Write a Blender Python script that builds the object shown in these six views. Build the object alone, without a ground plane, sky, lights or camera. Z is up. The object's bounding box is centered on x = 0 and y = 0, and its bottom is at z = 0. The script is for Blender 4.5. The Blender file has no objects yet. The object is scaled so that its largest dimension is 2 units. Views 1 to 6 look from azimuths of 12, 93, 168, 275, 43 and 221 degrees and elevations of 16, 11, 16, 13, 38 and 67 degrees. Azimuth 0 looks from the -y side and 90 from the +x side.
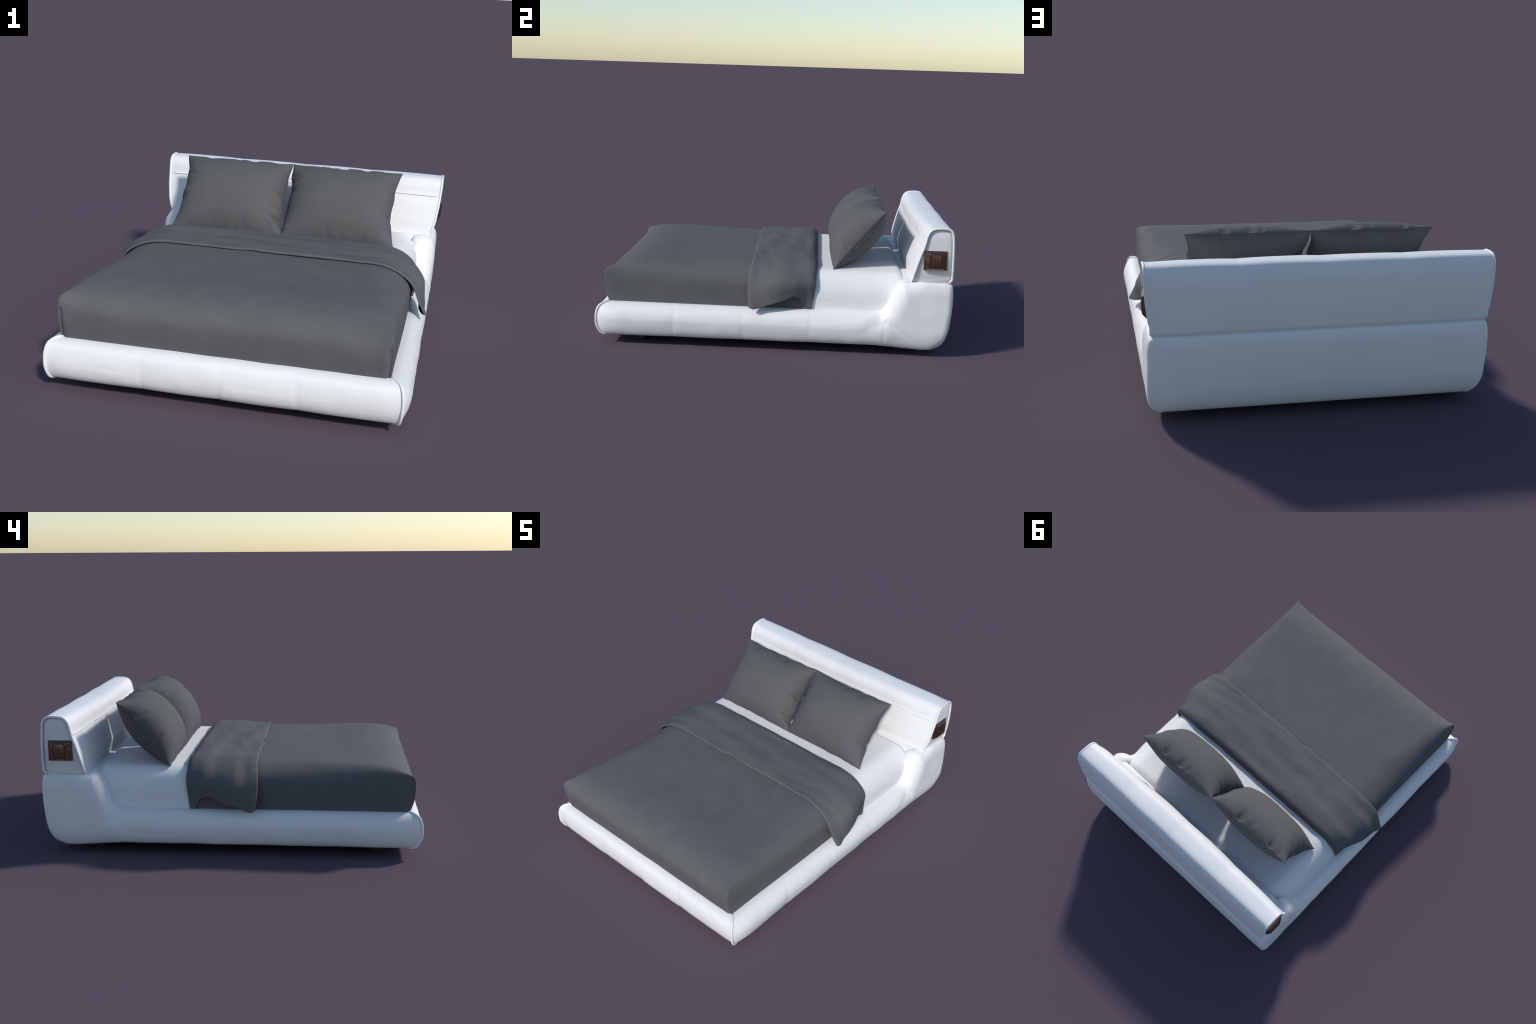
import bpy, math
import numpy as np
from mathutils import Matrix, Vector, noise

rng = np.random.default_rng(7)

# ------------------------------------------------------------------ helpers
def spline(pts, n):
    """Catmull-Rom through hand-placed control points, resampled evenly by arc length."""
    p = np.array(pts, float)
    q = np.vstack([2 * p[0] - p[1], p, 2 * p[-1] - p[-2]])
    out = []
    for i in range(1, len(q) - 2):
        a, b, c, d = q[i - 1:i + 3]
        for t in np.linspace(0, 1, 24, endpoint=False):
            out.append(.5 * (2 * b + (c - a) * t + (2 * a - 5 * b + 4 * c - d) * t * t + (3 * b - a - 3 * c + d) * t ** 3))
    out.append(q[-2])
    out = np.array(out)
    l = np.r_[0, np.cumsum(np.linalg.norm(np.diff(out, axis=0), axis=1))]
    u = np.linspace(0, l[-1], n)
    return np.column_stack([np.interp(u, l, out[:, k]) for k in range(out.shape[1])])


def resample(p, n):
    p = np.array(p, float)
    l = np.r_[0, np.cumsum(np.linalg.norm(np.diff(p, axis=0), axis=1))]
    u = np.linspace(0, l[-1], n)
    return np.column_stack([np.interp(u, l, p[:, k]) for k in range(p.shape[1])])


def smooth(a, b, x):
    t = np.clip((np.asarray(x, float) - a) / (b - a), 0, 1)
    return t * t * (3 - 2 * t)


def bump(x, c, w):
    return np.exp(-((np.asarray(x, float) - c) / w) ** 2)


def fnoise(x, y, z=0.0):
    """smooth gradient noise on arrays"""
    x, y, z = np.broadcast_arrays(np.asarray(x, float), np.asarray(y, float), np.asarray(z, float))
    f = np.empty(x.size)
    for i, (a, b, c) in enumerate(zip(x.ravel(), y.ravel(), z.ravel())):
        f[i] = noise.noise(Vector((a, b, c)))
    return f.reshape(x.shape)


class Geo:
    """collects vertices and faces of one mesh"""
    def __init__(self):
        self.v, self.f, self.m, self.n = [], [], [], 0

    def add(self, verts, faces, mat=0):
        verts = np.asarray(verts, float).reshape(-1, 3)
        self.v.append(verts)
        self.f += [tuple(int(i) + self.n for i in f) for f in faces]
        self.m += [mat] * len(faces)
        self.n += len(verts)

    def grid(self, P, close_u=False, close_v=False, flip=False, mat=0):
        P = np.asarray(P, float)
        nu, nv = P.shape[:2]
        faces = []
        for i in range(nu if close_u else nu - 1):
            for j in range(nv if close_v else nv - 1):
                a, b = i * nv + j, ((i + 1) % nu) * nv + j
                c, d = ((i + 1) % nu) * nv + (j + 1) % nv, i * nv + (j + 1) % nv
                faces.append((a, d, c, b) if flip else (a, b, c, d))
        self.add(P.reshape(-1, 3), faces, mat)

    def tube(self, pts, r, seg=10, mat=0):
        P = np.array(pts, float)
        n = len(P)
        T = np.gradient(P, axis=0)
        T /= np.linalg.norm(T, axis=1)[:, None]
        N = np.zeros_like(P)
        a = np.array([0.0, 0, 1]) if abs(T[0][2]) < .9 else np.array([1.0, 0, 0])
        for i in range(n):
            a = a - T[i] * a.dot(T[i])
            a /= np.linalg.norm(a)
            N[i] = a
        B = np.cross(T, N)
        rr = np.full(n, r) * np.minimum(1, np.sqrt(np.clip(np.minimum(np.arange(n), n - 1 - np.arange(n)) / 2.0 + .05, 0, 1)))
        th = np.linspace(0, 2 * np.pi, seg, endpoint=False)
        G = P[:, None] + rr[:, None, None] * (np.cos(th)[None, :, None] * N[:, None] + np.sin(th)[None, :, None] * B[:, None])
        self.grid(G, close_v=True, flip=True, mat=mat)

    def box(self, lo, hi, mat=0):
        x0, y0, z0 = lo
        x1, y1, z1 = hi
        v = [(x0, y0, z0), (x1, y0, z0), (x1, y1, z0), (x0, y1, z0), (x0, y0, z1), (x1, y0, z1), (x1, y1, z1), (x0, y1, z1)]
        self.add(v, [(0, 3, 2, 1), (4, 5, 6, 7), (0, 1, 5, 4), (1, 2, 6, 5), (2, 3, 7, 6), (3, 0, 4, 7)], mat)

    def build(self, name, mats, parent=None, shade=True, merge=1e-5, matrix=None, recalc=True):
        import bmesh
        me = bpy.data.meshes.new(name)
        me.from_pydata(np.vstack(self.v).tolist(), [], self.f)
        for m in mats:
            me.materials.append(m)
        me.polygons.foreach_set("material_index", self.m)
        bm = bmesh.new()
        bm.from_mesh(me)
        if merge:
            bmesh.ops.remove_doubles(bm, verts=bm.verts, dist=merge)
        if recalc:
            bmesh.ops.recalc_face_normals(bm, faces=bm.faces)
        bm.to_mesh(me)
        bm.free()
        if shade:
            me.shade_smooth()
        ob = bpy.data.objects.new(name, me)
        bpy.context.scene.collection.objects.link(ob)
        if matrix is not None:
            ob.matrix_world = matrix
        if parent:
            ob.parent = parent
        return ob


def empty(name, loc=(0, 0, 0)):
    ob = bpy.data.objects.new(name, None)
    ob.location = loc
    bpy.context.scene.collection.objects.link(ob)
    return ob


# ------------------------------------------------------------------ materials
def base_mat(name, rough, spec=.5, sheen=0.0):
    m = bpy.data.materials.new(name)
    m.use_nodes = True
    nt = m.node_tree
    b = nt.nodes["Principled BSDF"]
    b.inputs["Roughness"].default_value = rough
    b.inputs["Specular IOR Level"].default_value = spec
    b.inputs["Sheen Weight"].default_value = sheen
    b.inputs["Sheen Roughness"].default_value = .5
    co = nt.nodes.new("ShaderNodeTexCoord")
    return m, nt, b, co.outputs["Object"]


def node(nt, kind, **kw):
    n = nt.nodes.new(kind)
    for k, v in kw.items():
        if k in n.inputs:
            n.inputs[k].default_value = v
        else:
            setattr(n, k, v)
    return n


def colour_noise(nt, co, scale, c1, c2, detail=4):
    n = node(nt, "ShaderNodeTexNoise", Scale=scale, Detail=detail)
    nt.links.new(co, n.inputs["Vector"])
    r = nt.nodes.new("ShaderNodeValToRGB")
    r.color_ramp.elements[0].position, r.color_ramp.elements[1].position = .3, .7
    r.color_ramp.elements[0].color, r.color_ramp.elements[1].color = (*c1, 1), (*c2, 1)
    nt.links.new(n.outputs["Fac"], r.inputs["Fac"])
    return r.outputs["Color"]


def leather():
    m, nt, b, co = base_mat("white_leather", .5, .35)
    nt.links.new(colour_noise(nt, co, 3.0, (.775, .775, .775), (.80, .80, .798)), b.inputs["Base Color"])
    v = node(nt, "ShaderNodeTexVoronoi", Scale=420.0)
    nt.links.new(co, v.inputs["Vector"])
    n = node(nt, "ShaderNodeTexNoise", Scale=22.0, Detail=3.0)
    nt.links.new(co, n.inputs["Vector"])
    a = node(nt, "ShaderNodeMath", operation="MULTIPLY_ADD")
    a.inputs[1].default_value = 2.5
    nt.links.new(n.outputs["Fac"], a.inputs[0])
    nt.links.new(v.outputs["Distance"], a.inputs[2])
    bp = node(nt, "ShaderNodeBump", Strength=.10, Distance=.0008)
    nt.links.new(a.outputs[0], bp.inputs["Height"])
    nt.links.new(bp.outputs["Normal"], b.inputs["Normal"])
    return m


def weave(name, c1, c2, period, depth, rough=.85, sheen=0.0, blotch=9.0, grain=.5, crinkle=0.0):
    """plain woven cloth: crossed fine waves broken up by noise"""
    m, nt, b, co = base_mat(name, rough, .15, sheen)
    nt.links.new(colour_noise(nt, co, blotch, c1, c2, 5), b.inputs["Base Color"])
    tw = node(nt, "ShaderNodeTexWave", Scale=2 * math.pi / 10 / (period * 1.41), Distortion=2.2, Detail=2.0, bands_direction="DIAGONAL")
    tw.inputs["Detail Scale"].default_value = 1.2
    tmap = node(nt, "ShaderNodeMapping")
    tmap.inputs["Scale"].default_value = (1, 1, -1)
    nt.links.new(co, tmap.inputs["Vector"])
    nt.links.new(tmap.outputs[0], tw.inputs["Vector"])
    mx = node(nt, "ShaderNodeTexNoise", Scale=110.0, Detail=2.0)
    nt.links.new(co, mx.inputs["Vector"])
    mm = node(nt, "ShaderNodeMath", operation="MULTIPLY_ADD")
    mm.inputs[1].default_value = .40
    nt.links.new(tw.outputs["Fac"], mm.inputs[0])
    nt.links.new(mx.outputs["Fac"], mm.inputs[2])
    mx = mm
    g = node(nt, "ShaderNodeTexNoise", Scale=260.0, Detail=3.0)
    nt.links.new(co, g.inputs["Vector"])
    ad = node(nt, "ShaderNodeMath", operation="MULTIPLY_ADD")
    ad.inputs[1].default_value = grain
    nt.links.new(g.outputs["Fac"], ad.inputs[0])
    nt.links.new(mx.outputs[0], ad.inputs[2])
    bp = node(nt, "ShaderNodeBump", Strength=.35, Distance=depth)
    nt.links.new(ad.outputs[0], bp.inputs["Height"])
    nt.links.new(bp.outputs["Normal"], b.inputs["Normal"])
    return m


def lacquer(name, c1, c2, rough=.3, metal=0.0):
    m, nt, b, co = base_mat(name, rough, .5)
    b.inputs["Metallic"].default_value = metal
    mp = node(nt, "ShaderNodeMapping")
    mp.inputs["Scale"].default_value = (1, 1, 9)
    nt.links.new(co, mp.inputs["Vector"])
    nt.links.new(colour_noise(nt, mp.outputs[0], 30, c1, c2), b.inputs["Base Color"])
    return m


LEATHER = leather()
SHEET = weave("white_sheet", (.76, .76, .76), (.79, .79, .79), .006, .0010, rough=.9)
CLOTH = weave("grey_cotton", (.108, .110, .112), (.122, .123, .125), .0062, .0026)
PILLOWCLOTH = weave("grey_pillow_cotton", (.099, .100, .101), (.108, .108, .108), .006, .0009)
WOOD = lacquer("polished_brown_bronze", (.185, .108, .082), (.225, .135, .104), .30, .92)
BLACK = lacquer("black_wood", (.008, .007, .006), (.014, .012, .010), .6)

# ------------------------------------------------------------------ the bed frame
bed = empty("bed")
bed["label"] = "low double bed upholstered in white leather with rolled rails and padded headboard"
bed["category"] = "bed"

XO = .791                     # outer half width of the side rails
Y_SEAMS = (-.551, -.167, .217)
X_SEAMS = (-.330, .003, .334)


def roll(d, a, b):
    """quarter-ellipse inset a at distance d from an edge, gone at b"""
    t = np.clip(1 - d / b, 0, 1)
    return a * (1 - np.sqrt(np.clip(1 - t * t, 0, 1)))


# top outline (y, z) of the side: flat rail, ramp, shoulder
ramp = spline([(.555, .2375), (.600, .243), (.632, .270), (.658, .325), (.677, .377), (.696, .413), (.722, .430), (.760, .430)], 60)
top_line = np.vstack([[(-.99, .2375)], ramp, [(.99, .427)]])
bot_line = spline([(-1.0, .052), (-.6, .052), (0, .054), (.50, .055), (.62, .052), (.74, .043), (.84, .037), (.90, .041), (.935, .054)], 90)
back_col = spline([(.978, .4275), (.9875, .422), (.9935, .402), (.9965, .345), (.9955, .285), (.988, .200), (.976, .135), (.958, .088), (.935, .056), (.905, .040)], 60)


def top_z(y):
    return np.interp(y, top_line[:, 0], top_line[:, 1])


def bot_z(y):
    return np.interp(y, bot_line[:, 0], bot_line[:, 1])


TL = resample(top_line[1:], 400)
TL = np.vstack([np.column_stack([np.linspace(-1.2, .55, 200), np.full(200, .2375)]), TL, [(1.2, .427)]])


def dist_line(P, L):
    d = np.full(P.shape[:-1], 9.0)
    for a, b in zip(L[:-1], L[1:]):
        ab = b - a
        t = np.clip(((P - a) @ ab) / (ab @ ab), 0, 1)
        d = np.minimum(d, np.linalg.norm(P - (a + t[..., None] * ab), axis=-1))
    return d


NW = 44
w = (1 - np.cos(np.linspace(0, np.pi, NW))) / 2
w = .72 * w + .28 * np.linspace(0, 1, NW)
w[0], w[-1] = 0, 1

ys = np.r_[np.linspace(-.93, .54, 118), np.linspace(.55, .76, 52)]
cols = []
for y in ys:
    zt, zb = float(top_z(y)), float(bot_z(y))
    cols.append(np.column_stack([np.full(NW, y), zt + (zb - zt) * w]))
last = cols[-1]
bl = np.r_[0, np.cumsum(np.linalg.norm(np.diff(back_col, axis=0), axis=1))]
bl /= bl[-1]
bc = np.column_stack([np.interp(w, bl, back_col[:, k]) for k in (0, 1)])
for f in np.r_[np.linspace(.06, .86, 18), np.linspace(.885, 1, 14)]:
    c = last * (1 - f) + bc * f
    c[0, 1], c[-1, 1] = top_z(c[0, 0]), bot_z(c[-1, 0])
    cols.append(c)
S = np.array(cols)                                   # (u, w, [y, z])
dt = dist_line(S, TL)
db = np.abs(S[..., 1] - bot_z(S[..., 0]))
dbk = dist_line(S, back_col)
sh = smooth(.70, .86, S[..., 0])[..., None].squeeze(-1)
off = roll(dt, .078, .095) * (1 - sh) + roll(dt, .022, .060) * sh + roll(db, .049, .115) + roll(dbk, .022, .035)

# the front end of the side rail curls in towards the mitred corner
corner = spline([(.712, -.930, .2375), (.737, -.957, .231), (.753, -.980, .214), (.760, -.991, .182), (.762, -.995, .149),
                 (.760, -.992, .115), (.756, -.981, .084), (.750, -.964, .060), (.742, -.945, .052)], 60)
cz = corner[:, 2]


def corner_at(z):
    o = np.argsort(cz)
    return np.interp(z, cz[o], corner[o, 0]), np.interp(z, cz[o], corner[o, 1])


def side_surface():
    X = XO - off
    Y, Z = S[..., 0].copy(), S[..., 1].copy()
    # upholstery: slight puff of every panel between the seams, seam dents, soft unevenness
    marks = np.array((-.99,) + Y_SEAMS + (.60,))
    puff = np.zeros_like(Y)
    for a, b in zip(marks[:-1], marks[1:]):
        t = np.clip((Y - a) / (b - a), 0, 1)
        puff += np.where((Y >= a) & (Y < b), np.sin(np.pi * t) ** .6, 0)
    face = smooth(.0, .05, dt)
    X = X + .0018 * puff * face - .0008
    for s in Y_SEAMS:
        X = X - .0018 * bump(Y, s, .005) * smooth(.005, .03, dt)
    tilt = np.select([Y < q for q in Y_SEAMS], [.020, -.014, .024], -.012)
    near = np.min([np.abs(Y - q) for q in Y_SEAMS], axis=0)
    X = X + tilt * (Z - .15) * face * smooth(.6, .45, Y) * smooth(0, .012, near) * smooth(.0, .05, db)
    Z = Z - .0012 * (puff - .5) * smooth(.1, .02, db) * (Y < .6)
    X = X + (.0028 * fnoise(Y * 4, Z * 9, 3.3) + .0016 * fnoise(Y * 14, Z * 14, 1.7)) * face
    # creases where the rail meets the raised corner
    cy, cz0 = .632, .215
    r = np.hypot(Y - cy, Z - cz0)
    th = np.arctan2(Z - cz0, Y - cy)
    for ang, wid, amp, reach in ((-1.62, .010, .0010, .20), (-.66, .008, .0020, .27), (-2.55, .034, .0042, .19)):
        d = np.abs(np.sin(th - ang)) * r
        on = (np.cos(th - ang) > 0) * smooth(.0, .03, r) * smooth(reach, reach * .45, r)
        X = X - amp * np.exp(-(d / wid) ** 2) * on
        X = X + amp * .4 * np.exp(-((d - 2.2 * wid) / (1.4 * wid)) ** 2) * on
    X = X - .003 * bump(r, .03, .05) * smooth(.005, .03, dt)
    # curl at the foot corner
    cx, cyy = corner_at(S[0, :, 1])
    u = np.linspace(0, 1, 22)[:-1]
    first = np.stack([X[0], Y[0], Z[0]], -1)
    first[:, 1] = np.maximum(first[:, 1], -.9)
    body = np.stack([X, Y, Z], -1)
    k = 8
    join = body[k]
    slope = (body[k + 1] - body[k])
    c0 = np.column_stack([cx, cyy, S[0, :, 1]])
    curl = []
    for t in u:
        # quadratic bezier from the corner seam to the straight run
        mid = join - slope / np.maximum(np.abs(slope[:, 1:2]), 1e-6) * np.abs(join[:, 1:2] - c0[:, 1:2]) * .62
        p = (1 - t) ** 2 * c0 + 2 * t * (1 - t) * mid + t * t * join
        curl.append(p)
    return np.concatenate([np.array(curl), body[k:]])


SIDE = side_surface()

for sgn in (1, -1):
    g = Geo()
    P = SIDE.copy()
    if sgn < 0:
        P = P + 0
        P[..., 0] += .0012 * fnoise(P[..., 1] * 6 + 5, P[..., 2] * 8)
    # roll over the top into the inside, and under the bottom
    top = P[:, 0]
    inn = []
    for dx, dz in ((.105, -.16), (.104, -.06), (.100, -.030), (.088, -.010), (.060, -.0018), (.030, .0)):
        q = top.copy()
        hi = smooth(.40, .43, top[:, 2])
        k = (.35 + .15 * hi)
        q[:, 0] -= dx * k
        q[:, 2] += dz * (.55 + .3 * hi)
        q[:, 1] = np.maximum(q[:, 1], -.94)
        inn.append(q)
    bot = P[:, -1]
    und = []
    for dx, dz in ((.02, .001), (.10, .004)):
        q = bot.copy()
        q[:, 0] -= dx
        q[:, 2] += dz
        und.append(q)
    F = np.stack(inn + [P[:, j] for j in range(NW)] + und, 1)
    F[..., 0] *= sgn
    g.grid(F)
    SR = g.build("side_rail", [LEATHER])
    SR.parent = bed
    if sgn > 0:
        side_R = F
    else:
        side_L = F

# front rail between the two corner seams
nx = 150
s = (1 - np.cos(np.linspace(0, np.pi, nx))) / 2 * .3 + .7 * np.linspace(0, 1, nx)
A, B = side_L[0], side_R[0]
n_in = 6
FR = A[None] * (1 - s[:, None, None]) + B[None] * s[:, None, None]
xs = FR[..., 0]
edge = np.minimum(s, 1 - s)[:, None] * 1.55
Zs = FR[..., 2]
facew = smooth(.235, .19, Zs) * smooth(.045, .09, Zs)
marks = np.array((-.76,) + X_SEAMS + (.76,))
puff = np.zeros_like(xs)
for a, b in zip(marks[:-1], marks[1:]):
    t = np.clip((xs - a) / (b - a), 0, 1)
    puff += np.where((xs >= a) & (xs < b), np.sin(np.pi * t) ** .6, 0)
grow = smooth(0, .10, edge)
FR[..., 1] -= .0045 * grow * facew + .0014 * (puff - .6) * facew
FR[..., 1] += .0020 * sum(bump(xs, q, .005) for q in X_SEAMS) * smooth(.236, .22, Zs)
FR[..., 1] += (.0022 * fnoise(xs * 4, Zs * 10, 8.1) + .0014 * fnoise(xs * 13, Zs * 13, 2.2)) * facew
tilt = np.select([xs < q for q in X_SEAMS], [.022, -.014, .026], -.010)
near = np.min([np.abs(xs - q) for q in X_SEAMS], axis=0)
FR[..., 1] += tilt * (Zs - .15) * facew * smooth(0, .012, near) * grow
FR[..., 2] -= .003 * (puff - .35) * smooth(.10, .055, Zs)
FR[..., 2] += .002 * fnoise(xs * 7, Zs * 0, .4) * smooth(.20, .235, Zs)
FR[..., 1] = np.maximum(FR[..., 1], -.9995)
g = Geo()
FRv = FR.copy()
for j in range(n_in):                                  # the inside face drops straight behind the top edge
    FRv[:, j, 1] = FR[:, n_in, 1] + (.040, .039, .036, .030, .020, .010)[j]
for j in (1, 2):
    FRv[:, -j, 1] = FR[:, -3, 1] + (.10, .02)[j - 1]
    FRv[:, -j, 0] = FR[:, -3, 0]
g.grid(FRv)
g.build("front_rail", [LEATHER], bed)

# back panel between the two rear columns
A, B = side_L[-1], side_R[-1]
s = np.linspace(0, 1, 110)
BK = A[None] * (1 - s[:, None, None]) + B[None] * s[:, None, None]
for j in range(n_in):                                  # shelf under the headboard
    BK[:, j, 1] = BK[:, n_in, 1] - (.253, .250, .246, .225, .15, .03)[j]
    BK[:, j, 0] = (1 - s) * A[n_in, 0] + s * B[n_in, 0]
    BK[:, j, 2] = (.15, .405, .423, .4275, .428, .428)[j]
edge = np.minimum(s, 1 - s)[:, None] * 1.55
BK[:, n_in:, 1] += .0035 * smooth(0, .10, edge) * smooth(.425, .38, BK[:, n_in:, 2]) * smooth(.04, .2, BK[:, n_in:, 2]) \
    + .0015 * fnoise(BK[:, n_in:, 0] * 5, BK[:, n_in:, 2] * 6, 4.0)
BK[:, n_in:, 1] = np.minimum(BK[:, n_in:, 1], .9995)
for j in (1, 2):
    BK[:, -j, 0] = BK[:, -3, 0]
    BK[:, -j, 1] = BK[:, -3, 1] - (.30, .03)[j - 1]
    BK[:, -j, 2] = (.046, .038)[j - 1]
g = Geo()
g.grid(BK)
g.build("back_panel", [LEATHER], bed)

# plate closing the underside
g = Geo()
g.box((-.70, -.90, .060), (.70, .88, .075))
g.build("slatted_base", [BLACK], bed, shade=False)

# piping on the two foot corners and on the rear corner seams
for sgn in (1, -1):
    c = corner.copy()
    c[:, 0] += .0015
    c[:, 1] -= .0012
    c[:, 1] = np.maximum(c[:, 1], -.9945)
    c = np.vstack([c[0] + (-.012, .010, -.020), c[0] + (-.008, .008, -.004), c, c[-1] + (-.014, .016, -.0005), c[-1] + (-.040, .042, .004)])
    c = resample(c, 70)
    c[:, 0] *= sgn
    g = Geo()
    g.tube(c, .0068)
    g.build("corner_piping", [LEATHER], bed)
    q = (side_R if sgn > 0 else side_L)[-1][n_in + 2:n_in + NW - 3].copy()
    q = resample(q, 90)
    wob = fnoise(np.arange(90) * .35, np.zeros(90), sgn * 3.0)
    low = smooth(.25, .12, q[:, 2])
    q[:, 0] += sgn * (-.0012 + .0026 * wob * low)
    q[:, 1] -= .0022 - .002 * wob * low
    g = Geo()
    g.tube(q, .0034)
    g.build("rear_piping", [LEATHER], bed)

# feet
leg_me = None
for sx in (1, -1):
    for y0 in (-.767, .735):
        if leg_me is None:
            g = Geo()
            g.box((-.03, -.03, 0), (.03, .03, .065))
            o = g.build("leg", [BLACK], bed, shade=False)
            m = o.modifiers.new("edge", "BEVEL")
            m.width, m.segments = .003, 2
            leg_me = o
        else:
            o = leg_me.copy()
            bpy.context.scene.collection.objects.link(o)
        o.location = (sx * .615, y0, 0)

# ------------------------------------------------------------------ mattress
def rounded_block(hx, y0, y1, z0, z1, a_side, b_side, a_back, b_back, n=90):
    """block with soft elliptical top edges, open underneath"""
    cs = (1 - np.cos(np.linspace(0, np.pi, n))) / 2
    X, Y = np.meshgrid(-hx + 2 * hx * cs, y0 + (y1 - y0) * cs, indexing="ij")
    d1 = hx - np.abs(X)
    d2 = np.minimum(Y - y0, y1 - Y)
    t1, t2 = np.clip(1 - d1 / a_side, 0, 1), np.clip(1 - d2 / a_back, 0, 1)
    Z = z1 - b_side * (1 - np.sqrt(1 - t1 ** 2)) - b_back * (1 - np.sqrt(1 - t2 ** 2)) * np.sqrt(1 - t1 ** 2)
    ring = [(i, 0) for i in range(n)] + [(n - 1, j) for j in range(1, n)] + [(i, n - 1) for i in range(n - 2, -1, -1)] + [(0, j) for j in range(n - 2, 0, -1)]
    return X, Y, Z, ring


X, Y, Z, ring = rounded_block(.701, -.885, .742, .1, .443, .13, .15, .05, .055)
Z = Z - .050 * smooth(.17, .02, Y) + .005 * (1 - (X / .7) ** 2) + .0015 * fnoise(X * 3, Y * 3, 5.0)
g = Geo()
G = np.stack([X, Y, Z], -1)
g.grid(G)
R = np.array([G[i, j] for i, j in ring])
W = []
for k, z in enumerate(np.linspace(1, 0, 14)):
    q = R.copy()
    q[:, 2] = .10 + (R[:, 2] - .10) * z
    bulge = (.0008 * np.sin(np.pi * z) ** 1.0 - .002 * (1 - z)) * smooth(.15, .26, R[:, 1])
    q[:, 0] += np.sign(q[:, 0]) * bulge * (np.abs(q[:, 0]) > .69)
    W.append(q)
g.grid(np.array(W), close_v=True)
g.build("mattress", [SHEET], bed)

# ------------------------------------------------------------------ headboard
prof = spline([(.770, .418), (.776, .462), (.797, .550), (.823, .645), (.833, .690), (.846, .718), (.866, .734), (.900, .7395), (.940, .739),
               (.962, .730), (.974, .708), (.980, .660), (.985, .580), (.987, .500), (.987, .458), (.9845, .440), (.975, .4305)], 110)


def half_width(z):
    return np.interp(z, [.415, .45, .50, .58, .66, .74], [.750, .762, .775, .785, .790, .792])


NXH = 170
cs = (1 - np.cos(np.linspace(0, np.pi, NXH))) / 2
cs = .35 * cs + .65 * np.linspace(0, 1, NXH)
t = 2 * cs - 1
HY, HZ = prof[:, 0][None] + 0 * t[:, None], prof[:, 1][None] + 0 * t[:, None]
HW = np.maximum(half_width(HZ), .750 + .018 * smooth(.80, .95, HY))
HX = t[:, None] * HW
front = smooth(.90, .83, HY)
upper = smooth(.60, .66, HZ)
HSEAM = (-.385, 0.0, .385)
marks = (-.80,) + HSEAM + (.80,)
puff = np.zeros_like(HX)
for a, b in zip(marks[:-1], marks[1:]):
    u = np.clip((HX - a) / (b - a), 0, 1)
    puff += np.where((HX >= a) & (HX < b), np.sin(np.pi * u) ** .7, 0)
endfade = smooth(1.0, .93, np.abs(t))[:, None]
bow = .026 * (1 - t[:, None] ** 2)
HY -= bow * front * smooth(.42, .52, HZ)
HY -= (.005 * (puff - .3) * front * smooth(.44, .52, HZ)) * endfade
HZ += (.0030 * (puff - .55) * smooth(.70, .735, HZ)) * endfade
back = smooth(.965, .98, HY)
HY += .004 * back * endfade * smooth(.44, .52, HZ) * smooth(.72, .66, HZ)
# horizontal seam across the front, lower cushion slightly proud below it
seam_z = .640 + .010 * (1 - t ** 2)
ds = HZ - seam_z[:, None]
HY += front * (.0008 * bump(ds, -.005, .006) - .0022 * bump(ds, .004, .005)) * endfade
HY -= front * .003 * smooth(-.005, -.05, ds)
HY -= (.0016 * fnoise(HX * 7, HZ * 9, 1.0) + .0018 * fnoise(HX * 3, HZ * 3, 6.0)) * endfade
HZ += .0015 * fnoise(HX * 6, HY * 9, 2.5) * smooth(.69, .73, HZ) * endfade
# creases fanning from the rear lower seam
for q in (-.38, .387):
    HY -= .003 * bump(HX, q, .02) * back * smooth(.50, .44, HZ)
HY = np.minimum(HY, .992)
H = np.stack([HX, HY, HZ], -1)
g = Geo()
g.grid(H)
bottom = np.stack([H[:, -1] + (0, -.004, -.006), H[:, 0] + (0, .006, -.006)], 1)
g.grid(np.stack([H[:, -1], bottom[:, 0], bottom[:, 1], H[:, 0]], 1))
headboard = g.build("headboard", [LEATHER], bed)

# seam cord
j = np.argmin(np.abs(ds), axis=1)
cord = np.array([H[i, k] for i, k in enumerate(j)])
cord[:, 2] = seam_z
cord = np.array([[c[0], np.interp(z, H[i, :40, 2], H[i, :40, 1]) - .0012, z] for i, (c, z) in enumerate(zip(cord, seam_z))])[2:-2]
g = Geo()
g.tube(resample(cord, 160), .0032, 8)
g.build("seam_piping", [LEATHER], headboard)

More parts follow.
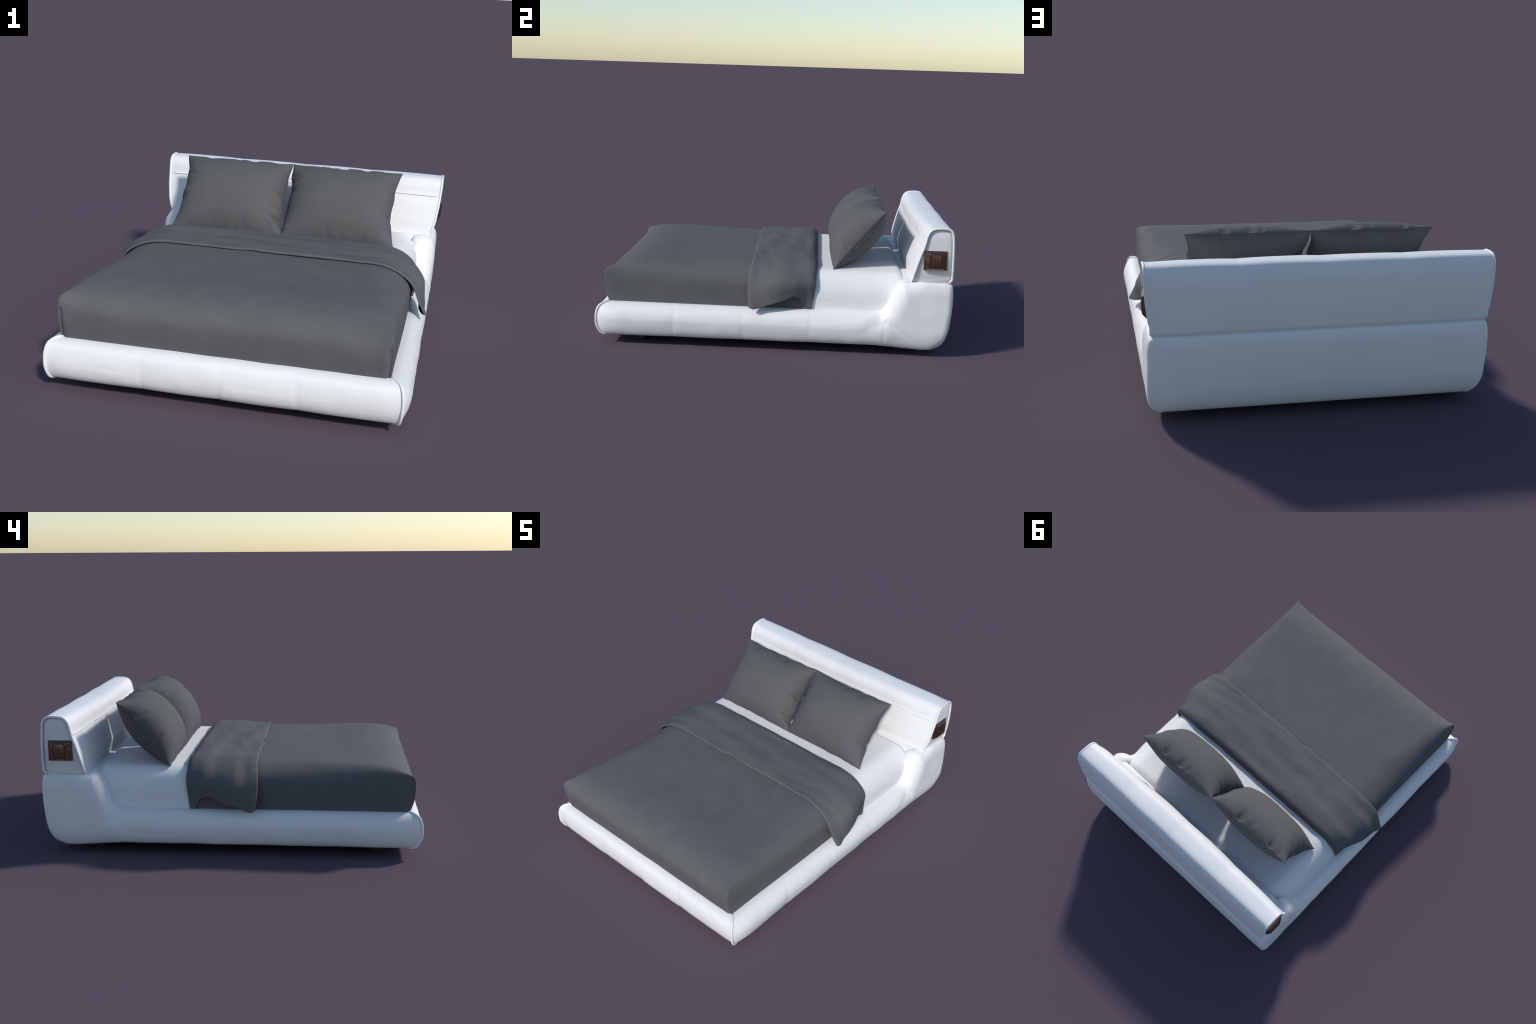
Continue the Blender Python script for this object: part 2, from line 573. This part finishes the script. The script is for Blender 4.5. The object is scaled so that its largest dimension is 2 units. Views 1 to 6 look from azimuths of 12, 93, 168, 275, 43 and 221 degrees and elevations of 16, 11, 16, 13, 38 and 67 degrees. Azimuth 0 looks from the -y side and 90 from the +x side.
# padded end cheeks and their piping
cen = np.array([.890, .575])
for sgn in (1, -1):
    e = H[-1 if sgn > 0 else 0].copy()
    closed = np.vstack([e, e[-1] + (0, -.004, -.006), e[0] + (0, .006, -.006)])
    g = Geo()
    rings = []
    for k, (f, dx) in enumerate(((1.0, 0), (.97, -.006), (.94, -.013), (.915, -.0125), (.86, -.006), (.78, -.0035), (.6, -.003), (.4, -.003), (.2, -.003), (.02, -.003))):
        q = closed.copy()
        yz = q[:, 1:] - cen
        d = np.hypot(yz[:, 0], yz[:, 1])
        scale = 1 - (1 - f) * np.where(f > .7, np.minimum(1.0, .12 / d), 1.0)
        yz = yz * scale[:, None]
        q[:, 1:] = cen + yz
        q[:, 0] = sgn * (np.maximum(half_width(q[:, 2]), .750 + .018 * smooth(.80, .95, q[:, 1])) + dx)
        rings.append(q)
    # wrap inwards so that the cheek has a body of its own
    g.grid(np.array(rings[1:]), close_v=True)
    q = rings[1].copy()
    q[:, 0] -= sgn * .02
    g.grid(np.array([q, rings[1]]), close_v=True)
    g.build("end_cheek", [LEATHER], headboard)
    g = Geo()
    pth = resample(np.vstack([e[2:-3], e[-2] + (-sgn * .002, -.010, -.006)]), 150)
    pth[:, 0] += sgn * .0015
    toc = cen - pth[:, 1:]
    toc /= np.linalg.norm(toc, axis=1)[:, None]
    pth[:, 1:] += toc * .003
    g.tube(pth, .0068, 12)
    g.build("end_piping", [LEATHER], headboard)

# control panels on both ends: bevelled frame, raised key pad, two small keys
def rounded_rect(y0, y1, z0, z1, r, n=5):
    out = []
    for cy, cz_, a in ((y1 - r, z1 - r, 0), (y0 + r, z1 - r, 90), (y0 + r, z0 + r, 180), (y1 - r, z0 + r, 270)):
        for k in range(n):
            th = math.radians(a + 90 * k / (n - 1))
            out.append((cy + r * math.cos(th), cz_ + r * math.sin(th)))
    return np.array(out)


for sgn in (1, -1):
    g = Geo()
    def loop(rect, x):
        return np.column_stack([np.full(len(rect), sgn * x), rect])
    levels = [loop(rounded_rect(.8235, .950, .5045, .6125, .0015), .765),
              loop(rounded_rect(.8235, .950, .5045, .6125, .0015), .7850),
              loop(rounded_rect(.826, .9475, .507, .610, .0015), .7875),
              loop(rounded_rect(.8505, .928, .5155, .5975, .003), .8010),
              loop(rounded_rect(.857, .922, .5165, .5965, .006), .8020),
              loop(rounded_rect(.859, .920, .5175, .5955, .006), .7990),
              loop(rounded_rect(.860, .919, .5185, .5945, .006), .7990),
              loop(rounded_rect(.8615, .9175, .520, .593, .006), .8020),
              loop(rounded_rect(.865, .914, .523, .590, .005), .8028)]
    g.grid(np.array(levels), close_v=True)
    L = levels[-1]
    g.add(L, [tuple(range(len(L)))])
    pan = g.build("control_panel", [WOOD], bed, shade=True)
    for z0 in (.5385,):
        g = Geo()
        ks = [(rounded_rect(.828, .850, z0 - .0, z0 + .033, .002), .780), (rounded_rect(.828, .850, z0, z0 + .033, .002), 0),
              (rounded_rect(.830, .848, z0 + .002, z0 + .031, .002), 1)]
        def keyx(r, lift):
            return np.column_stack([sgn * (.7875 + (r[:, 0] - .826) / .0245 * .0135 + lift), r])
        a = loop(ks[0][0], .778)
        b_ = keyx(ks[1][0], .0006)
        c = keyx(ks[2][0], .0010)
        g.grid(np.array([a, b_, c]), close_v=True)
        g.add(c, [tuple(range(len(c)))])
        g.build("key", [WOOD], pan)

for o in list(bpy.data.objects):
    if o.name.startswith(("control_panel", "key")):
        o.data.set_sharp_from_angle(angle=math.radians(24))

# ------------------------------------------------------------------ duvet
duvet = empty("duvet", (0, 0, 0))
duvet["label"] = "dark grey cotton duvet with a turned-back upper edge"
duvet["category"] = "duvet"

DX, DF, DB = .713, -.962, .224          # half width, foot face, head edge
ZW, RISE = .358, .112                   # where the wall starts, height of the rounded top
SA, FA = .215, .250                     # width of the rounding at the sides and at the foot


def duvet_top(X, Y):
    # the edges are drawn tighter towards the two foot corners
    sa = SA * (.42 + .58 * smooth(-.88, -.15, Y))
    fa = FA * (.86 + .14 * smooth(DX, .30, np.abs(X)))
    a1 = np.maximum(DX - np.abs(X), 1e-9) / sa
    a2 = np.maximum(Y - DF, 1e-9) / fa
    r = 1 - np.clip((a1 ** -3.5 + a2 ** -3.5) ** (-1 / 3.5), 0, 1)
    return ZW + RISE * np.sqrt(np.clip(1 - r ** 2.15, 0, 1))


n1, n2 = 200, 190
a = np.linspace(0, 1, n1)
a = .6 * (1 - np.cos(np.pi * a)) / 2 + .4 * a
X1 = -DX + 2 * DX * a
b = np.linspace(0, 1, n2)
b = .65 * (1 - np.cos(np.pi * b)) / 2 + .35 * b
Y1 = DF + (DB - DF) * b
X, Y = np.meshgrid(X1, Y1, indexing="ij")
Z = duvet_top(X, Y)
dc = np.hypot(DX - np.abs(X), (Y - DF) * 1.0)
Z += .034 * np.exp(-(dc / .046) ** 1.3)
Z += .004 * (1 - (X / DX) ** 2) * smooth(DF, DF + .3, Y)
soft = smooth(0, .05, DX - np.abs(X)) * smooth(0, .05, Y - DF)
Z += (.0026 * fnoise(X * 2.2, Y * 3.2, 9.0) + .0011 * fnoise(X * 7, Y * 7, 1.0) + .0007 * fnoise(X * 18, Y * 22, 1.0)) * soft
# under the fold the head edge drops to the sheet
Z -= .045 * smooth(DB - .03, DB, Y) * smooth(0, .12, DX - np.abs(X))
blunt = .0022 * np.exp(-(dc / .022) ** 2)
T = np.stack([X - np.sign(X) * blunt - .005 * smooth(-.3, -.85, Y), Y + blunt, Z], -1)
# gentle waviness of the outline
T[..., 1] += .004 * fnoise(X * 5, Y * 0, 3.0) * smooth(DF + .1, DF, Y) * smooth(0, .1, DX - np.abs(X))
g = Geo()
g.grid(T)
ring = [(0, j) for j in range(n2 - 1, 0, -1)] + [(i, 0) for i in range(n1)] + [(n1 - 1, j) for j in range(1, n2)]
R = np.array([T[i, j] for i, j in ring])
W = []
for k in np.linspace(0, 1, 26):
    q = R.copy()
    zb = .200
    z = R[:, 2] + (zb - R[:, 2]) * k
    q[:, 2] = z
    h = np.clip((R[:, 2] - z) / (R[:, 2] - .232), 0, 1.2)
    side = np.abs(R[:, 0] + .005 * smooth(-.3, -.85, R[:, 1])) > DX - .0075
    frontw = R[:, 1] < DF + .01
    q[:, 1] += smooth(DF + .10, DF + .006, R[:, 1]) * (.026 * h ** 1.3 - .004 * np.sin(np.pi * np.clip(h, 0, 1)))
    sx = np.sign(R[:, 0])
    q[:, 0] += np.where(side, sx * (-.005 * h + .0025 * np.sin(np.pi * np.clip(h, 0, 1))
                                    + .0028 * fnoise(R[:, 1] * 5, z * 6, 2.0) * np.sin(np.pi * np.clip(h, 0, 1))), 0)
    q[:, 1] += np.where(frontw, .004 * fnoise(R[:, 0] * 6, z * 6, 7.0) * np.sin(np.pi * np.clip(h, 0, 1)), 0)
    # crease along the foot corners: the foot flap is tucked in behind the side
    d = np.hypot(DX - np.abs(R[:, 0] + .005), R[:, 1] - DF)
    pin = bump(d, .011, .008) * smooth(0.02, .2, h) * np.where(R[:, 1] > DF + .004, .12, 1)
    q[:, 1] += .008 * pin
    q[:, 0] -= sx * .004 * pin
    puffc = bump(d, .035, .02) * frontw * np.sin(np.pi * np.clip(h * 1.05, 0, 1))
    q[:, 1] -= .004 * puffc
    # head end: tapers back towards the bottom
    q[:, 1] -= smooth(DB - .30, DB, R[:, 1]) * side * .020 * h ** 2
    W.append(q)
g.grid(np.array(W))
head = T[:, -1].copy()
rows = [head]
for dy, z in ((.004, .43), (-.02, .425)):
    q = head.copy()
    q[:, 1] += dy
    q[:, 2] = np.minimum(q[:, 2], z)
    rows.append(q)
g.grid(np.array(rows))
cover = g.build("duvet_cover", [CLOTH], duvet)

# turned-back fold: a second layer lying over the duvet, hanging free at both sides
def section(y, n=200):
    """duvet section at y from the top middle out to the side bottom, (x, z)"""
    x = DX * np.sin(np.linspace(0, np.pi / 2, 160))
    z = duvet_top(x, np.full_like(x, y)) + .004 * (1 - (x / DX) ** 2)
    wall = np.column_stack([np.full(30, DX), np.linspace(ZW - .004, .225, 30)])
    return np.vstack([np.column_stack([x, z]), wall])


SEC = section(0.0)
l = np.r_[0, np.cumsum(np.linalg.norm(np.diff(SEC, axis=0), axis=1))]
SECN = 240
ll = np.linspace(0, l[-1], SECN)
SEC = np.column_stack([np.interp(ll, l, SEC[:, k]) for k in (0, 1)])
tan = np.gradient(SEC, axis=0)
tan /= np.linalg.norm(tan, axis=1)[:, None]
nor = np.column_stack([-tan[:, 1], tan[:, 0]])
nor = np.column_stack([np.convolve(np.pad(nor[:, k], 8, mode="edge"), np.ones(17) / 17, "valid") for k in (0, 1)])
LEN = ll[-1]

# (y, lift) profile of the fold from inside the hem to the head edge
fp = spline([(-.095, .0015), (-.122, .0020), (-.1300, .0045), (-.1315, .0095), (-.126, .0135), (-.110, .0150), (-.06, .0165), (.0, .0185),
             (.08, .0210), (.14, .0225), (.180, .0220), (.212, .0185), (.234, .0085), (.245, -.0070), (.246, -.0280)], 64)
tl = np.linspace(0, 1, 64)
yy_p, lf_p = fp[:, 0], fp[:, 1]


def fold_half(sgn):
    u = np.linspace(0, 1, 150)
    u = np.r_[u, 1 + np.array([.0, .0, .0, .0])]
    out = []
    for t_i, (y, lift) in enumerate(zip(yy_p, lf_p)):
        # where the lower hem lies along this line
        hem_z = np.interp(y, [-.14, -.105, -.05, .05, .12, .16, .20, .245], [.253, .246, .258, .292, .316, .296, .245, .218])
        hem_z += .004 * float(noise.noise(Vector((y * 14, sgn * 2.0, 0))))
        smax = LEN - (hem_z - .225)
        sv = u * smax
        px = np.interp(sv, ll, SEC[:, 0])
        pz = np.interp(sv, ll, SEC[:, 1])
        nx_ = np.interp(sv, ll, nor[:, 0])
        nz_ = np.interp(sv, ll, nor[:, 1])
        lf = np.full_like(sv, lift)
        if t_i > 8:
            endl = np.array([.85, .55, .25, .02])
            lf = lf * (1 - float(smooth(.11, .22, y)) * .93 * smooth(.70, .97, u))
            lf[-4:] = lf[-5] * endl
        drop = np.clip((.455 - pz) / .21, 0, 1.1)
        F = np.interp(y, [-.14, -.08, .0, .05, .09, .14, .20, .245], [.074, .082, .078, .069, .056, .038, .014, .0])
        ex = 1.6 - .9 * float(smooth(-.13, .0, y))
        flare = F * (drop ** ex) * (1 - .85 * float(smooth(.08, .17, y)) * smooth(.38, 1.0, drop)) * (1 - .24 * float(smooth(-.125, -.06, y)) * smooth(.84, 1.0, u) ** 1.5)
        if t_i > 8:
            flare[-3:] = np.maximum(flare[-3:] - np.array([.003, .009, .014]) * min(1, F / .03), 0)
        X = px + nx_ * lf + flare
        Zz = pz + nz_ * lf
        if t_i > 8:
            Zz[-4:] += np.array([-.003, -.004, -.002, .004]) * min(1, F / .03)
        # hem drifts a little along its length
        frontness = float(smooth(.10, -.10, y))
        xx = sgn * px
        ysh = .006 * fnoise(xx * 4.5, sv * 0, 11.0) + .004 * fnoise(xx * 12, sv * 0, 4.0) + .010 * bump(xx, -.078, .045) - .007 * bump(xx, -.19, .07)
        ysh = ysh * smooth(.72, .6, px)
        Yv = y + ysh * frontness
        # curl of the front hem near the drop
        Yv = Yv - .010 * bump(sv / smax, .86, .12) * frontness + .003 * smooth(.93, 1.0, sv / smax) * frontness
        headness = float(smooth(.17, .24, y))
        Yv = Yv + headness * (.006 * fnoise(xx * 5, sv * 0, 6.0) + .003 * fnoise(xx * 14, sv * 0, 2.0) - .022 * smooth(.74, 1.0, sv / smax) ** 1.5)
        on = float(smooth(-.125, -.09, y)) * float(smooth(.235, .19, y))
        wr = .0075 * fnoise(xx * 2.2 + y * 5, y * 9 + sv * 0, 2.0) + .0036 * fnoise(xx * 4 - y * 8, y * 15, 5.0) + .0008 * fnoise(xx * 15, y * 22, 8.0)
        wr = np.maximum(wr, -.010)
        X = X + nx_ * wr * on * smooth(1.0, .9, u)
        Zz = Zz + nz_ * wr * on * smooth(1.0, .9, u)
        # lower rear part of the flap is sucked in to the side
        dent = .004 * bump(y, .135, .07) * bump(pz, .31, .05) * smooth(.15, .3, np.clip(.5 - pz, 0, 1) * 3)
        X = X - dent * (t_i > 8)
        X = np.maximum(X, px + nx_ * .0012 - (1e9 if y > .238 else 0))
        if t_i > 8 and y > .12:                  # rear end of the hem is tucked under the side of the duvet
            tuck = float(smooth(.12, .165, y))
            X[-4:] = X[-4:] * (1 - tuck) + (DX - np.array([.002, .010, .018, .022])) * tuck
        out.append(np.column_stack([sgn * X, Yv, Zz]))
    return np.array(out)


g = Geo()
Rh, Lh = fold_half(1), fold_half(-1)
full = np.concatenate([Lh[:, ::-1], Rh[:, 1:]], 1)
g.grid(full)
g.build("turned_back_fold", [CLOTH], duvet)

# ------------------------------------------------------------------ pillows
def pillow(name, cx, seed, sag, dents):
    rs = np.random.default_rng(seed)
    W2, L2 = .300, .220
    n, m = 110, 90
    u = np.linspace(-1, 1, n)
    v = np.linspace(-1, 1, m)
    u = .55 * np.sin(u * np.pi / 2) + .45 * u
    v = .55 * np.sin(v * np.pi / 2) + .45 * v
    U, V = np.meshgrid(u, v, indexing="ij")
    # outline: sides sag inwards between pointed corners
    sx_p = np.where(U > 0, sag[1], sag[0]) * (1 - np.abs(V) ** 2.2)
    sy_p = .008 * (1 - np.abs(U) ** 2.0)
    wob = [fnoise(V * 2.4, V * 0, seed + k) for k in (1, 2)]
    wobv = [fnoise(U * 3.2, U * 0, seed + k) for k in (3, 4)]
    dx = np.where(U > 0, sx_p + .010 * wob[0] * (1 - V ** 4), sx_p + .010 * wob[1] * (1 - V ** 4))
    dy = np.where(V > 0, sy_p + .009 * wobv[0] * (1 - U ** 4), -.004 + sy_p + .008 * wobv[1] * (1 - U ** 4))
    PX = U * (W2 - dx * np.abs(U) ** 1.5)
    PY = V * (L2 - dy * np.abs(V) ** 1.5)
    eu, ev = 1 - np.abs(U), 1 - np.abs(V)
    prof_ = (1 - np.abs(U) ** 3.0) ** .58 * (1 - np.abs(V) ** 2.1) ** .60
    creases = np.zeros_like(U)
    # gathers running in from the edges
    for _ in range(46):
        side_ = rs.choice([0, 1, 1, 2, 3, 1])
        c = rs.uniform(-.82, .82)
        wd = rs.uniform(.025, .06)
        ln = rs.uniform(.12, .34)
        am = rs.uniform(-.016, .006)
        sl = rs.uniform(-.35, .35)
        if side_ in (0, 2):
            e = (1 - U) if side_ == 0 else (1 + U)
            p = V
        else:
            e = (1 - V) if side_ == 1 else (1 + V)
            p = U
        if side_ == 3:
            am *= .5
        creases += am * bump(p - sl * e, c, wd) * smooth(0, .04, e) * smooth(ln, .02, e)
    for su, c, am, wd in dents:
        e = 1 - su * U
        creases += am * bump(V - .3 * e, c, wd) * smooth(.30, .0, e)
        creases -= .5 * am * (bump(V - .3 * e, c + 1.8 * wd, wd) + bump(V - .3 * e, c - 1.8 * wd, wd)) * smooth(.34, .03, e) * smooth(0, .05, e)
        dxd = -am * .45 * bump(V, c, wd * 1.3) * np.clip(su * U, 0, 1) ** 6
        PX = PX - su * dxd
    g = Geo()
    for sgn, T in ((1, .131), (-1, .108)):
        h = T * prof_
        h = h * (1 + .05 * fnoise(U * 1.3, V * 1.3, seed + 9.0)) + creases * (1 if sgn > 0 else .6)
        h += .0025 * fnoise(U * 4, V * 4, seed + 20.0) * (eu > 0) * prof_
        h = np.where((eu < 1e-6) | (ev < 1e-6), 0, np.maximum(h, .0008))
        g.grid(np.stack([PX, PY, sgn * h], -1), flip=sgn < 0)
    # welted seam around the edge
    ring = [(i, 0) for i in range(n)] + [(n - 1, j) for j in range(1, m)] + [(i, m - 1) for i in range(n - 2, -1, -1)] + [(0, j) for j in range(m - 2, 0, -1)]
    e = np.array([(PX[i, j], PY[i, j], 0) for i, j in ring])
    rim = []
    for k, (o, hz) in enumerate(((0, .0018), (.003, .0012), (.003, -.0012), (0, -.0018))):
        q = e.copy()
        nrm = q[:, :2] / np.linalg.norm(q[:, :2], axis=1)[:, None]
        q[:, :2] += nrm * (o - .001)
        q[:, 2] = hz
        rim.append(q)
    g.grid(np.array(rim), close_u=True, close_v=True)
    # lean: local y runs up the pillow, local z faces the foot of the bed
    up = np.array([0, .281, .338])
    up /= np.linalg.norm(up)
    zc = np.array([0, -up[2], up[1]])
    xc = np.cross(up, zc)
    M = Matrix(((xc[0], up[0], zc[0], cx), (xc[1], up[1], zc[1], .481), (xc[2], up[2], zc[2], .617), (0, 0, 0, 1)))
    ob = g.build(name, [PILLOWCLOTH], matrix=M)
    ob["label"] = "plump dark grey cotton pillow with pointed corners"
    ob["category"] = "pillow"
    return ob


pillow("pillow", .284, 11, (.013, .033), ((1, -.35, -.008, .05), (-1, .45, -.006, .05)))
pillow("pillow", -.319, 23, (.025, .012), ((1, .02, -.016, .06), (1, -.70, -.020, .06), (-1, -.3, -.006, .07)))
